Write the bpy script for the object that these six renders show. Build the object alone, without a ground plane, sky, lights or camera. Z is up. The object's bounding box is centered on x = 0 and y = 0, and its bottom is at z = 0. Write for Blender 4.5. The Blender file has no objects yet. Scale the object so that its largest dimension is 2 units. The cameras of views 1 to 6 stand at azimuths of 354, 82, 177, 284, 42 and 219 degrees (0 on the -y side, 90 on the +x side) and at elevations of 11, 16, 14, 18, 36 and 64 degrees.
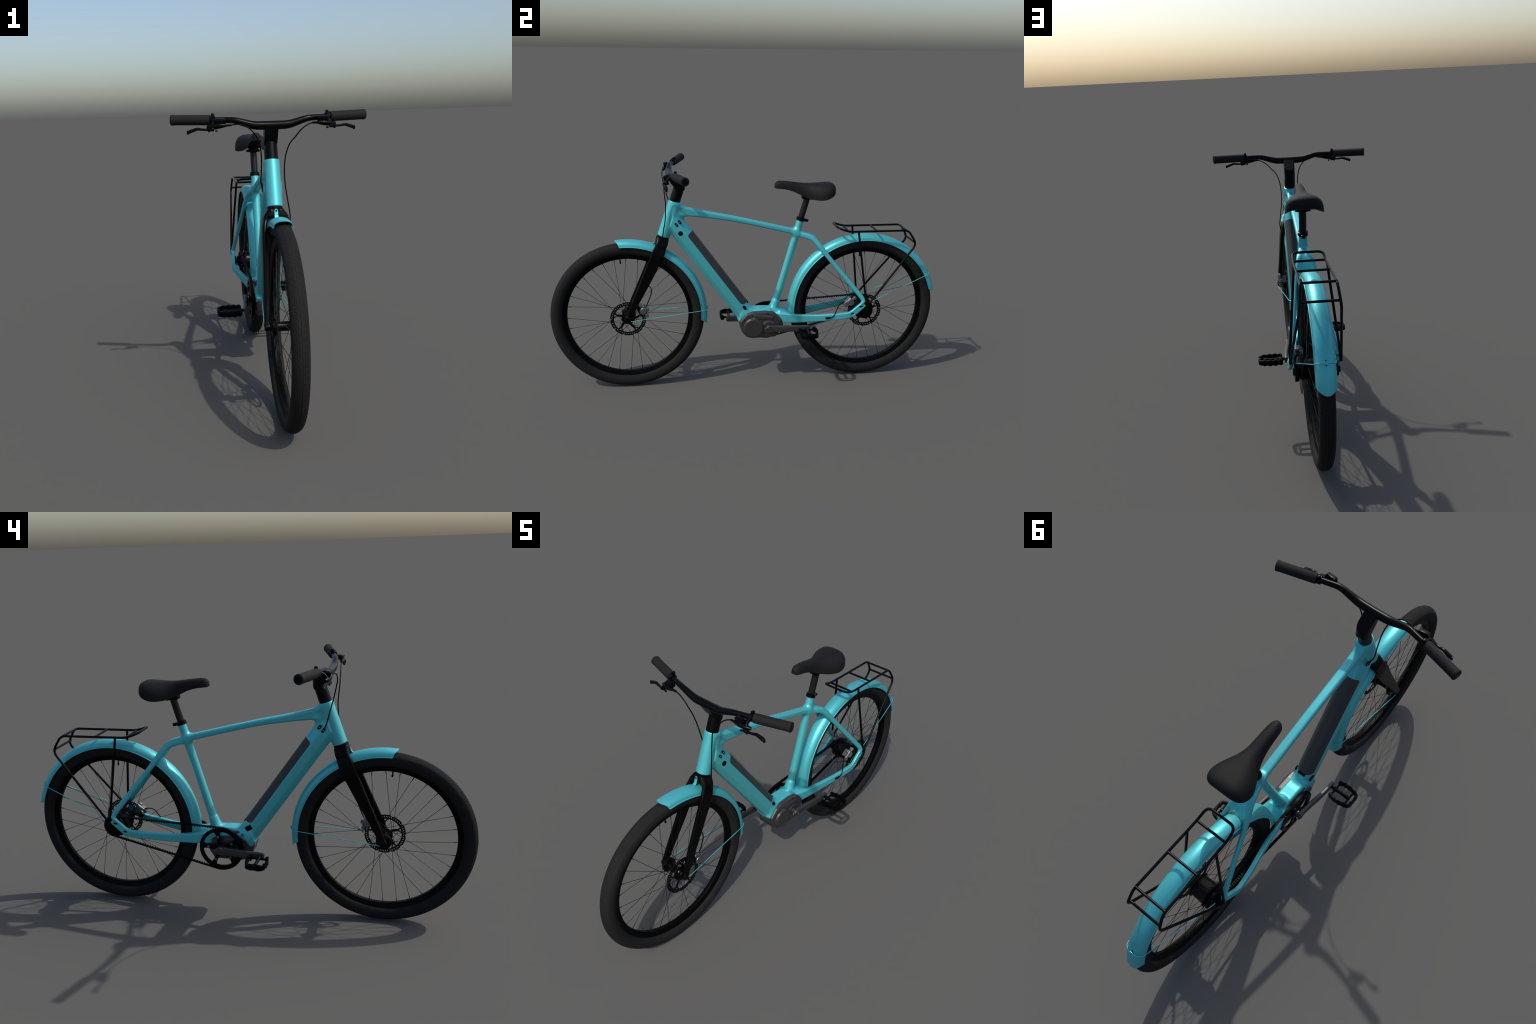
import bpy, bmesh, math
import numpy as np
from mathutils import Vector, Matrix

# ------------------------------------------------------------------ helpers
ROOT = bpy.data.objects.new("electric_bicycle", None)
bpy.context.scene.collection.objects.link(ROOT)
ROOT["label"] = "turquoise electric city bicycle with mudguards and black luggage rack"
ROOT["category"] = "bicycle"


def V3(*a):
    return np.array(a, float)


def empty(name, loc=(0, 0, 0), parent=ROOT):
    e = bpy.data.objects.new(name, None)
    e.empty_display_size = 0.05
    e.location = loc
    e.parent = parent
    bpy.context.scene.collection.objects.link(e)
    return e


def link(name, me, mat=None, parent=ROOT, loc=(0, 0, 0), rot=(0, 0, 0)):
    ob = bpy.data.objects.new(name, me)
    bpy.context.scene.collection.objects.link(ob)
    ob.parent = parent
    ob.location = loc
    ob.rotation_euler = rot
    if mat is not None and not me.materials:
        me.materials.append(mat)
    return ob


def mesh_from(name, verts, faces, smooth=None):
    """smooth: None flat, angle in degrees, or True for everything."""
    me = bpy.data.meshes.new(name)
    me.from_pydata([tuple(map(float, v)) for v in verts], [], [tuple(map(int, f)) for f in faces])
    me.validate()
    bm = bmesh.new()
    bm.from_mesh(me)
    bmesh.ops.remove_doubles(bm, verts=bm.verts, dist=1e-6)
    bmesh.ops.recalc_face_normals(bm, faces=bm.faces)
    bm.to_mesh(me)
    bm.free()
    if smooth is not None:
        me.shade_smooth()
        if smooth is not True:
            me.set_sharp_from_angle(angle=math.radians(smooth))
    return me


class Geo:
    """collects several shells that form one mesh part"""

    def __init__(self):
        self.v, self.f = [], []

    def add(self, verts, faces):
        n = len(self.v)
        self.v += [tuple(map(float, p)) for p in verts]
        self.f += [tuple(int(i) + n for i in f) for f in faces]
        return self

    def mesh(self, name, smooth=35):
        return mesh_from(name, self.v, self.f, smooth)


def rbox(c, s, r=0.002, R=None):
    """bevelled box with centre c, full sizes s, optional rotation matrix"""
    bm = bmesh.new()
    bmesh.ops.create_cube(bm, size=1.0)
    for v in bm.verts:
        v.co = Vector((v.co.x * s[0], v.co.y * s[1], v.co.z * s[2]))
    bmesh.ops.bevel(bm, geom=list(bm.edges), offset=min(r, min(s) * 0.45), segments=2, profile=0.5, affect='EDGES')
    bm.verts.ensure_lookup_table()
    vs = []
    for v in bm.verts:
        p = v.co.copy()
        if R is not None:
            p = R @ p
        vs.append((p.x + c[0], p.y + c[1], p.z + c[2]))
    fs = [[v.index for v in f.verts] for f in bm.faces]
    bm.free()
    return vs, fs


def rot_x(deg):
    return Matrix.Rotation(math.radians(deg), 3, 'X')


def fillet(pts, rad, n=8):
    """polyline with rounded corners"""
    pts = [np.array(p, float) for p in pts]
    out = [pts[0]]
    for i in range(1, len(pts) - 1):
        a, b, c = pts[i - 1], pts[i], pts[i + 1]
        r = rad[i] if isinstance(rad, (list, tuple)) else rad
        la, lc = np.linalg.norm(a - b), np.linalg.norm(c - b)
        d = min(r, la * 0.49, lc * 0.49)
        p0, p2 = b + (a - b) / la * d, b + (c - b) / lc * d
        for k in range(n + 1):
            t = k / n
            out.append((1 - t) ** 2 * p0 + 2 * t * (1 - t) * b + t * t * p2)
    out.append(pts[-1])
    return np.array(out)


def spline(pts, n=8):
    """Catmull-Rom through the points"""
    P = [np.array(p, float) for p in pts]
    P = [2 * P[0] - P[1]] + P + [2 * P[-1] - P[-2]]
    out = []
    for i in range(1, len(P) - 2):
        for k in range(n):
            t = k / n
            out.append(0.5 * ((2 * P[i]) + (-P[i - 1] + P[i + 1]) * t +
                              (2 * P[i - 1] - 5 * P[i] + 4 * P[i + 1] - P[i + 2]) * t * t +
                              (-P[i - 1] + 3 * P[i] - 3 * P[i + 1] + P[i + 2]) * t ** 3))
    out.append(P[-2])
    return np.array(out)


def circle(r, n=12):
    return [(r * math.cos(2 * math.pi * i / n), r * math.sin(2 * math.pi * i / n)) for i in range(n)]


def rrect(w, h, r, n=4):
    """rounded rectangle outline, half sizes w, h"""
    r = min(r, w * 0.98, h * 0.98)
    out = []
    for cx, cy, a0 in ((w - r, h - r, 0), (-w + r, h - r, 90), (-w + r, -h + r, 180), (w - r, -h + r, 270)):
        for k in range(n + 1):
            a = math.radians(a0 + 90 * k / n)
            out.append((cx + r * math.cos(a), cy + r * math.sin(a)))
    return out


def sweep(path, section, up=(0, 0, 1), closed=False, transport=True):
    """section: outline or list of outlines (one per path point). u is side, v is up."""
    P = np.array(path, float)
    n = len(P)
    T = np.zeros_like(P)
    for i in range(n):
        a, b = (P[(i - 1) % n], P[(i + 1) % n]) if closed else (P[max(i - 1, 0)], P[min(i + 1, n - 1)])
        T[i] = (b - a) / np.linalg.norm(b - a)
    up = np.array(up, float)
    v = up - T[0] * (up @ T[0])
    if np.linalg.norm(v) < 1e-4:
        v = V3(0, 1, 0) - T[0] * T[0][1]
    v /= np.linalg.norm(v)
    secs = section if isinstance(section[0][0], (list, tuple, np.ndarray)) else [section] * n
    m = len(secs[0])
    verts, faces = [], []
    for i in range(n):
        if i:
            base = v if transport else up
            v = base - T[i] * (base @ T[i])
            v /= np.linalg.norm(v)
        u = np.cross(T[i], v)
        for a, b in secs[i]:
            verts.append(P[i] + u * a + v * b)
    last = n if closed else n - 1
    for i in range(last):
        j = (i + 1) % n
        for k in range(m):
            l = (k + 1) % m
            faces.append((i * m + k, i * m + l, j * m + l, j * m + k))
    if not closed:
        faces.append(tuple(range(m))[::-1])
        faces.append(tuple((n - 1) * m + k for k in range(m)))
    return verts, faces


def tube(pts, r, n=12, **k):
    if np.isscalar(r):
        return sweep(pts, circle(r, n), **k)
    return sweep(pts, [circle(q, n) for q in r], **k)


def revolve(profile, n=64, centre=(0, 0, 0), closed=False):
    """profile of (x, r) turned about the x axis"""
    m = len(profile)
    verts, faces = [], []
    for i in range(n):
        a = 2 * math.pi * i / n
        for x, r in profile:
            verts.append((centre[0] + x, centre[1] + r * math.cos(a), centre[2] + r * math.sin(a)))
    for i in range(n):
        j = (i + 1) % n
        for k in range(m if closed else m - 1):
            l = (k + 1) % m
            faces.append((i * m + k, i * m + l, j * m + l, j * m + k))
    if not closed:
        if profile[0][1] > 1e-6:
            faces.append(tuple(i * m for i in range(n)))
        if profile[-1][1] > 1e-6:
            faces.append(tuple(i * m + m - 1 for i in range(n)))
    return verts, faces


def cyl_between(a, b, r0, r1=None, n=32, chamfer=0.0):
    r1 = r0 if r1 is None else r1
    a, b = np.array(a, float), np.array(b, float)
    d = (b - a) / np.linalg.norm(b - a)
    if chamfer:
        P = [a, a + d * chamfer, b - d * chamfer, b]
        R = [r0 - chamfer, r0, r1, r1 - chamfer]
        return sweep(P, [circle(q, n) for q in R], up=(1, 0, 0.01))
    return sweep([a, b], [circle(r0, n), circle(r1, n)], up=(1, 0, 0.01))


# ---------------------------------------------------------------- materials
def material(name, base, rough, metallic=0.0, coat=0.0, coat_rough=0.1, spec=0.5,
             grain=0.0, grain_scale=200.0, mottled=0.0, mottle_scale=30.0):
    m = bpy.data.materials.new(name)
    m.use_nodes = True
    nt = m.node_tree
    b = nt.nodes["Principled BSDF"]
    b.inputs["Metallic"].default_value = metallic
    b.inputs["Specular IOR Level"].default_value = spec
    b.inputs["Coat Weight"].default_value = coat
    b.inputs["Coat Roughness"].default_value = coat_rough
    tc = nt.nodes.new("ShaderNodeTexCoord")
    nz = nt.nodes.new("ShaderNodeTexNoise")
    nz.inputs["Scale"].default_value = mottle_scale
    nz.inputs["Detail"].default_value = 3
    nt.links.new(tc.outputs["Object"], nz.inputs["Vector"])
    ramp = nt.nodes.new("ShaderNodeValToRGB")
    lo = [max(0, c * (1 - mottled)) for c in base]
    hi = [min(1, c * (1 + mottled)) for c in base]
    ramp.color_ramp.elements[0].position = 0.3
    ramp.color_ramp.elements[1].position = 0.7
    ramp.color_ramp.elements[0].color = (*lo, 1)
    ramp.color_ramp.elements[1].color = (*hi, 1)
    nt.links.new(nz.outputs["Fac"], ramp.inputs["Fac"])
    nt.links.new(ramp.outputs["Color"], b.inputs["Base Color"])
    b.inputs["Roughness"].default_value = rough
    if grain:
        g = nt.nodes.new("ShaderNodeTexNoise")
        g.inputs["Scale"].default_value = grain_scale
        g.inputs["Detail"].default_value = 2
        nt.links.new(tc.outputs["Object"], g.inputs["Vector"])
        bp = nt.nodes.new("ShaderNodeBump")
        bp.inputs["Strength"].default_value = grain
        bp.inputs["Distance"].default_value = 0.001
        nt.links.new(g.outputs["Fac"], bp.inputs["Height"])
        nt.links.new(bp.outputs["Normal"], b.inputs["Normal"])
    return m


M_PAINT = material("turquoise_paint", (0.082, 0.475, 0.508), 0.435, metallic=0.42, mottled=0.006)
M_BLACK = material("satin_black", (0.0012, 0.0012, 0.0013), 0.30, spec=0.12, mottled=0.05)
M_DEEP = material("matt_black", (0.0007, 0.0007, 0.0008), 0.45, spec=0.08, mottled=0.05)
M_RUBBER = material("tyre_rubber", (0.0130, 0.0130, 0.0131), 0.8, spec=0.12, grain=0.1, grain_scale=400, mottled=0.06)
M_GRIP = material("grip_rubber", (0.0115, 0.0115, 0.0120), 0.75, spec=0.15, grain=0.15, grain_scale=600, mottled=0.05)
M_SADDLE = material("saddle_cover", (0.0085, 0.0085, 0.0088), 0.65, spec=0.15, grain=0.15, grain_scale=500, mottled=0.05)
M_BATTERY = material("battery_shell", (0.030, 0.0295, 0.030), 0.5, spec=0.4, mottled=0.04)
M_POST = material("anodised_post", (0.006, 0.0058, 0.0058), 0.4, spec=0.2, mottled=0.04)
M_MOTOR = material("motor_casting", (0.066, 0.064, 0.063), 0.36, metallic=0.6, grain=0.08, grain_scale=700, mottled=0.05)
M_CRANK = material("crank_alloy", (0.058, 0.057, 0.058), 0.38, metallic=0.6, mottled=0.05)
M_ALLOY = material("caliper_alloy", (0.16, 0.155, 0.15), 0.38, metallic=0.8, mottled=0.08)
M_BOLT = material("bolt_steel", (0.18, 0.18, 0.18), 0.35, metallic=0.8)
M_STEEL = material("spoke_steel", (0.004, 0.004, 0.004), 0.4, metallic=0.3)

# ------------------------------------------------- implicit surface toolkit
def smin(a, b, k):
    if k <= 0:
        return np.minimum(a, b)
    h = np.maximum(k - np.abs(a - b), 0) / k
    return np.minimum(a, b) - h * h * k * 0.25


def smax(a, b, k):
    return -smin(-a, -b, k)


class Bar:
    """rounded-rectangle bar through way points, mirrored in x when asked.
    way points: (x, y, z, half_width, half_depth)"""

    def __init__(self, pts, rnd, mirror=True, k_inner=0.012):
        sub = 1 if len(pts) == 2 else 4
        self.p = list(spline(pts, sub))
        self.rnd, self.mirror, self.k = rnd, mirror, 0.0
        P = np.array(self.p)
        ext = P[:, 3:].max() + 0.03
        self.lo, self.hi = P[:, :3].min(0) - ext, P[:, :3].max(0) + ext
        if mirror:
            m = max(abs(self.lo[0]), abs(self.hi[0]))
            self.lo[0], self.hi[0] = -m, m

    def __call__(self, x, y, z):
        if self.mirror:
            x = np.abs(x)
        out = None
        for a, b in zip(self.p[:-1], self.p[1:]):
            d = b[:3] - a[:3]
            L = np.linalg.norm(d)
            d = d / L
            u = V3(1, 0, 0) - d * d[0]
            u /= np.linalg.norm(u)
            w = np.cross(d, u)
            px, py, pz = x - a[0], y - a[1], z - a[2]
            t = px * d[0] + py * d[1] + pz * d[2]
            pu = np.abs(px * u[0] + py * u[1] + pz * u[2])
            pw = np.abs(px * w[0] + py * w[1] + pz * w[2])
            s = np.clip(t / L, 0, 1)
            hu = a[3] + (b[3] - a[3]) * s
            hw = a[4] + (b[4] - a[4]) * s
            r = np.minimum(self.rnd, np.minimum(hu, hw) * 0.98)
            qu, qw = pu - hu + r, pw - hw + r
            e = np.sqrt(np.maximum(qu, 0) ** 2 + np.maximum(qw, 0) ** 2) + np.minimum(np.maximum(qu, qw), 0) - r
            over = np.maximum(np.maximum(-t, t - L), 0)
            e = np.where(over > 0, np.sqrt(np.maximum(e, 0) ** 2 + over ** 2) + np.minimum(e, 0) * (over <= 0), e)
            out = e if out is None else smin(out, e, self.k)
        return out


class Field:
    def __init__(self, fn, lo, hi):
        self.fn, self.lo, self.hi = fn, np.array(lo, float), np.array(hi, float)

    def __call__(self, x, y, z):
        return self.fn(x, y, z)


def cylinder_field(a, b, r0, r1, rnd=0.002, x0=0.0):
    """capped cylinder in the plane x = x0 from a to b (y, z)"""
    a, b = np.array(a, float), np.array(b, float)
    L = np.linalg.norm(b - a)
    d = (b - a) / L

    def fn(x, y, z):
        t = (y - a[0]) * d[0] + (z - a[1]) * d[1]
        n = (y - a[0]) * -d[1] + (z - a[1]) * d[0]
        s = np.clip(t / L, 0, 1)
        rad = np.sqrt((x - x0) ** 2 + n * n) - (r0 + (r1 - r0) * s) + rnd
        cap = np.abs(t - L / 2) - L / 2 + rnd
        return np.sqrt(np.maximum(rad, 0) ** 2 + np.maximum(cap, 0) ** 2) + np.minimum(np.maximum(rad, cap), 0) - rnd

    e = max(r0, r1) + 0.03
    lo = (x0 - e, min(a[0], b[0]) - e, min(a[1], b[1]) - e)
    hi = (x0 + e, max(a[0], b[0]) + e, max(a[1], b[1]) + e)
    return Field(fn, lo, hi)


def disc_field(c, r, xa, xb, rnd=0.003):
    """disc with its axis along x"""
    def fn(x, y, z):
        rad = np.sqrt((y - c[0]) ** 2 + (z - c[1]) ** 2) - r + rnd
        cap = np.abs(x - (xa + xb) / 2) - abs(xb - xa) / 2 + rnd
        return np.sqrt(np.maximum(rad, 0) ** 2 + np.maximum(cap, 0) ** 2) + np.minimum(np.maximum(rad, cap), 0) - rnd
    e = 0.03
    return Field(fn, (min(xa, xb) - e, c[0] - r - e, c[1] - r - e), (max(xa, xb) + e, c[0] + r + e, c[1] + r + e))


def poly2d(poly, y, z):
    """signed distance to a polygon in the y-z plane"""
    P = np.array(poly, float)
    d = None
    s = None
    n = len(P)
    for i in range(n):
        a, b = P[i], P[(i + 1) % n]
        ey, ez = b - a
        wy, wz = y - a[0], z - a[1]
        t = np.clip((wy * ey + wz * ez) / (ey * ey + ez * ez), 0, 1)
        q = (wy - ey * t) ** 2 + (wz - ez * t) ** 2
        d = q if d is None else np.minimum(d, q)
        c = ((a[1] > z) != (b[1] > z)) & (y < (b[0] - a[0]) * (z - a[1]) / (b[1] - a[1] + 1e-12) + a[0])
        s = c if s is None else s ^ c
    return np.where(s, -1.0, 1.0) * np.sqrt(d)


def prism_field(poly, xa, xb, rnd=0.006, inset=0.0):
    P = np.array(poly, float)

    def fn(x, y, z):
        e = poly2d(P, y, z) + rnd + inset
        cap = np.abs(x - (xa + xb) / 2) - abs(xb - xa) / 2 + rnd
        return np.sqrt(np.maximum(e, 0) ** 2 + np.maximum(cap, 0) ** 2) + np.minimum(np.maximum(e, cap), 0) - rnd
    e = 0.03
    return Field(fn, (min(xa, xb) - e, *(P.min(0) - e)), (max(xa, xb) + e, *(P.max(0) + e)))


def box_field(c, s, rnd=0.003):
    """axis aligned rounded box, half sizes s"""
    def fn(x, y, z):
        q = [np.abs(p - c[i]) - s[i] + rnd for i, p in enumerate((x, y, z))]
        return np.sqrt(sum(np.maximum(v, 0) ** 2 for v in q)) + np.minimum(np.maximum(np.maximum(q[0], q[1]), q[2]), 0) - rnd
    return Field(fn, np.array(c) - np.array(s) - 0.02, np.array(c) + np.array(s) + 0.02)


def surface_net(prims, h):
    """prims: list of (field, blend, op) -> vertices, quads, normals"""
    lo = np.min([p[0].lo for p in prims if p[2] == '+'], axis=0)
    hi = np.max([p[0].hi for p in prims if p[2] == '+'], axis=0)
    ax = [np.arange(lo[i], hi[i] + h, h, dtype=np.float64) for i in range(3)]
    val = np.full([len(a) for a in ax], 0.05, np.float32)
    for f, k, op in prims:
        sl = []
        for i in range(3):
            a = int(np.clip(np.floor((f.lo[i] - lo[i]) / h), 0, len(ax[i])))
            b = int(np.clip(np.ceil((f.hi[i] - lo[i]) / h) + 1, 0, len(ax[i])))
            sl.append(slice(a, b))
        x = ax[0][sl[0]][:, None, None]
        y = ax[1][sl[1]][None, :, None]
        z = ax[2][sl[2]][None, None, :]
        d = f(x, y, z)
        cur = val[tuple(sl)]
        val[tuple(sl)] = smin(cur, d, k) if op == '+' else smax(cur, -d, k)
    ins = val < 0
    c = np.zeros(np.array(val.shape) - 1, np.uint8)
    for dx in (0, 1):
        for dy in (0, 1):
            for dz in (0, 1):
                c += ins[dx:val.shape[0] - 1 + dx, dy:val.shape[1] - 1 + dy, dz:val.shape[2] - 1 + dz]
    act = (c > 0) & (c < 8)
    idx = np.full(act.shape, -1, np.int64)
    cells = np.argwhere(act)
    idx[act] = np.arange(len(cells))
    acc = np.zeros((len(cells), 3))
    cnt = np.zeros(len(cells))
    corners = [(i, j, k) for i in (0, 1) for j in (0, 1) for k in (0, 1)]
    cv = {q: val[cells[:, 0] + q[0], cells[:, 1] + q[1], cells[:, 2] + q[2]].astype(float) for q in corners}
    for q in corners:
        for a in range(3):
            if q[a] == 0:
                p = list(q)
                p[a] = 1
                v0, v1 = cv[q], cv[tuple(p)]
                m = (v0 < 0) != (v1 < 0)
                t = np.where(m, v0 / np.where(m, v0 - v1, 1), 0)
                pos = np.repeat(np.array(q, float)[None], len(cells), 0)
                pos[:, a] = t
                acc[m] += pos[m]
                cnt[m] += 1
    vert = (cells + acc / cnt[:, None]) * h + lo
    faces = []
    for a in range(3):
        b, c2 = (a + 1) % 3, (a + 2) % 3
        s0 = [slice(None)] * 3
        s1 = [slice(None)] * 3
        s0[a], s1[a] = slice(0, -1), slice(1, None)
        v0, v1 = ins[tuple(s0)], ins[tuple(s1)]
        e = np.argwhere(v0 != v1)
        ok = np.ones(len(e), bool)
        for q in (b, c2):
            ok &= (e[:, q] > 0) & (e[:, q] < val.shape[q] - 1)
        e = e[ok]
        flip = v0[e[:, 0], e[:, 1], e[:, 2]]
        quad = []
        for db, dc in ((0, 0), (1, 0), (1, 1), (0, 1)):
            w = e.copy()
            w[:, b] -= db
            w[:, c2] -= dc
            quad.append(idx[w[:, 0], w[:, 1], w[:, 2]])
        quad = np.array(quad).T
        quad[~flip] = quad[~flip][:, ::-1]
        faces.append(quad)
    faces = np.concatenate(faces)
    # normals from the field gradient (central differences, trilinear at cell centre)
    g = (vert - lo) / h
    nrm = np.zeros_like(vert)

    def samp(p):
        p = np.clip(p, 0, np.array(val.shape) - 1.001)
        i = p.astype(int)
        f = p - i
        o = 0
        for q in corners:
            w = np.prod([f[:, a] if q[a] else 1 - f[:, a] for a in range(3)], axis=0)
            o = o + w * val[i[:, 0] + q[0], i[:, 1] + q[1], i[:, 2] + q[2]]
        return o
    for a in range(3):
        d = np.zeros(3)
        d[a] = 1.0
        nrm[:, a] = samp(g + d) - samp(g - d)
    nrm /= np.linalg.norm(nrm, axis=1)[:, None] + 1e-12
    return vert, faces, nrm


def net_mesh(name, vert, faces, nrm):
    used = np.unique(faces)
    remap = np.full(len(vert), -1)
    remap[used] = np.arange(len(used))
    me = bpy.data.meshes.new(name)
    me.from_pydata(vert[used].tolist(), [], remap[faces].tolist())
    me.shade_smooth()
    me.normals_split_custom_set_from_vertices(nrm[used].tolist())
    return me


def net_object(name, prims, h, mat, parent=ROOT):
    v, f, n = surface_net(prims, h)
    return link(name, net_mesh(name, v, f, n), mat, parent)


# ================================================================ dimensions
FW = V3(0, -0.615, 0.3852)      # wheel centres
RW = V3(0, 0.6065, 0.3852)
TYRE_R = 0.3855
BB = (0.101, 0.309)             # crank axis (y, z)

HEAD_B, HEAD_T = V3(-0.4255, 0.8005), V3(-0.3660, 0.9750)   # head tube ends (y, z)
HD = (HEAD_T - HEAD_B) / np.linalg.norm(HEAD_T - HEAD_B)
HN = V3(HD[1], -HD[0])          # points rearward

# ==================================================================== frame
DT_M = V3(-0.1164, 0.5139)      # middle of the down tube
DT_D = V3(0.582, -0.8132)       # direction toward the crank
DT_N = V3(0.8132, 0.582)        # up/back normal


def down_tube_section(ax, n):
    """signed distance in the cross-section of the down tube"""
    d = ax - 0.0395
    for (x0, n0), (x1, n1) in (((0.0395, -0.022), (0.0205, -0.0470)), ((0.0380, 0.016), (0.0195, 0.0440))):
        ex, en = x1 - x0, n1 - n0
        L = math.hypot(ex, en)
        nx, nn = (abs(en) / L, (-abs(ex) if n1 < n0 else abs(ex)) / L)
        d = smax(d, (ax - x0) * nx + (n - n0) * nn, 0.0025 if n1 < n0 else 0.006)
    d = smax(d, -(n + 0.0470), 0.006)
    d = smax(d, n - 0.0460, 0.010)
    return d


def down_tube(x, y, z):
    py, pz = y - DT_M[0], z - DT_M[1]
    t = py * DT_D[0] + pz * DT_D[1]
    n = py * DT_N[0] + pz * DT_N[1]
    d = down_tube_section(np.abs(x) / np.interp(t, (-0.48, -0.36), (0.885, 1.0)), n)      # narrower toward the head tube
    behind = (y - HEAD_T[0]) * HN[0] + (z - HEAD_T[1]) * HN[1]
    d = smax(d, 0.013 - behind, 0.004)
    d = smax(d, t - 0.185, 0.004)
    return d


F_HEAD = cylinder_field(HEAD_B, HEAD_T, 0.0316, 0.0305)
F_DOWN = Field(down_tube, (-0.07, -0.45, 0.29), (0.07, 0.06, 0.97))
F_TOP = Bar([(0, -0.358, 0.9365, 0.0185, 0.0235), (0, -0.315, 0.9245, 0.0195, 0.0225), (0, -0.20, 0.9035, 0.0185, 0.0160),
             (0, -0.045, 0.8735, 0.0175, 0.0133), (0, 0.215, 0.8105, 0.0175, 0.0140), (0, 0.25, 0.802, 0.0175, 0.0145)],
            0.009, mirror=False, k_inner=0.02)
F_SEAT = cylinder_field((0.1325, 0.388), (0.2685, 0.8735), 0.0185, 0.0185)
F_SEAT_FOOT = cylinder_field((0.126, 0.385), (0.146, 0.437), 0.0255, 0.0180, rnd=0.001)
F_STAY = Bar([(0.008, 0.262, 0.793, 0.013, 0.0125), (0.022, 0.312, 0.780, 0.012, 0.0135), (0.032, 0.342, 0.760, 0.010, 0.0135),
              (0.046, 0.387, 0.703, 0.009, 0.0125), (0.059, 0.449, 0.627, 0.009, 0.0120), (0.088, 0.574, 0.476, 0.0095, 0.0120),
              (0.0945, 0.5955, 0.442, 0.0095, 0.0110)], 0.008)
F_WEB = Bar([(0, 0.262, 0.793, 0.014, 0.0115), (0, 0.312, 0.781, 0.026, 0.0115), (0, 0.342, 0.762, 0.033, 0.0085), (0, 0.374, 0.730, 0.038, 0.0050)], 0.005, mirror=False)
F_CHAIN = Bar([(0.030, 0.150, 0.352, 0.014, 0.026), (0.047, 0.205, 0.352, 0.0105, 0.0245), (0.064, 0.32, 0.3520, 0.0095, 0.0190),
               (0.086, 0.43, 0.3635, 0.0095, 0.0170), (0.0970, 0.505, 0.3720, 0.0095, 0.0165), (0.0980, 0.535, 0.3830, 0.0085, 0.0165), (0.0960, 0.566, 0.4075, 0.0080, 0.0165),
               (0.0950, 0.5955, 0.4320, 0.0080, 0.0150)], 0.004)
BRACKET = [(-0.055, 0.346), (-0.0435, 0.3255), (-0.030, 0.320), (-0.012, 0.345), (0.015, 0.361), (0.060, 0.367), (0.115, 0.362), (0.158, 0.345),
           (0.183, 0.322), (0.200, 0.328), (0.205, 0.372), (0.165, 0.391), (0.110, 0.4010), (0.060, 0.4030), (0.010, 0.4015), (-0.035, 0.388)]
bracket_block = prism_field(BRACKET, -0.0435, 0.0435, rnd=0.004)
F_BRACKET = Field(lambda x, y, z: smax(bracket_block(x, y, z), (np.abs(x) + 0.50 * (z - 0.3755) - 0.0430) / 1.12, 0.006), bracket_block.lo, bracket_block.hi)
F_BRIDGE = Bar([(0, 0.160, 0.364, 0.038, 0.024), (0, 0.212, 0.356, 0.042, 0.012)], 0.008, mirror=False)
SLOT = [Field(lambda x, y, z, a=a, b=b: np.maximum(
    np.sqrt(((y - a[0]) - np.clip(((y - a[0]) * (b[0] - a[0]) + (z - a[1]) * (b[1] - a[1])) / ((b[0] - a[0]) ** 2 + (b[1] - a[1]) ** 2), 0, 1) * (b[0] - a[0])) ** 2 +
            ((z - a[1]) - np.clip(((y - a[0]) * (b[0] - a[0]) + (z - a[1]) * (b[1] - a[1])) / ((b[0] - a[0]) ** 2 + (b[1] - a[1]) ** 2), 0, 1) * (b[1] - a[1])) ** 2) - 0.0046,
    np.abs(np.abs(x) - 0.110) - 0.0135), (-0.13, 0.53, 0.34), (0.13, 0.63, 0.46))
    for a, b in (((0.525, 0.3815), (0.539, 0.3822)), ((0.574, 0.4172), (0.586, 0.4180)))]

FRAME = empty("frame")
FRAME_PRIMS = [(F_DOWN, 0.0, '+'), (F_HEAD, 0.008, '+'), (F_TOP, 0.034, '+'), (F_BRACKET, 0.016, '+'), (F_SEAT, 0.020, '+'),
               (F_SEAT_FOOT, 0.014, '+'), (F_STAY, 0.014, '+'), (F_WEB, 0.010, '+'), (F_BRIDGE, 0.016, '+'), (F_CHAIN, 0.014, '+'),
               (SLOT[0], 0.001, '-'), (SLOT[1], 0.001, '-')]
fv, ff, fn_ = surface_net(FRAME_PRIMS, 0.0024)
REGIONS = [("down_tube", [F_DOWN]), ("head_tube", [F_HEAD]), ("top_tube", [F_TOP]), ("motor_bracket", [F_BRACKET, F_BRIDGE]),
           ("seat_tube", [F_SEAT, F_SEAT_FOOT]), ("seat_stay", [F_STAY, F_WEB]), ("chain_stay", [F_CHAIN])]
dist = np.stack([np.min([f(fv[:, 0], fv[:, 1], fv[:, 2]) for f in fs], axis=0) for _, fs in REGIONS])
owner = np.argmin(dist, axis=0)[ff[:, 0]]
for i, (nm, _) in enumerate(REGIONS):
    sel = ff[owner == i]
    if nm in ("seat_stay", "chain_stay"):
        side = fv[sel].mean(1)[:, 0]
        for part in (sel[side >= 0], sel[side < 0]):
            link(nm, net_mesh(nm, fv, part, fn_), M_PAINT, FRAME)
    else:
        link(nm, net_mesh(nm, fv, sel, fn_), M_PAINT, FRAME)


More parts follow.
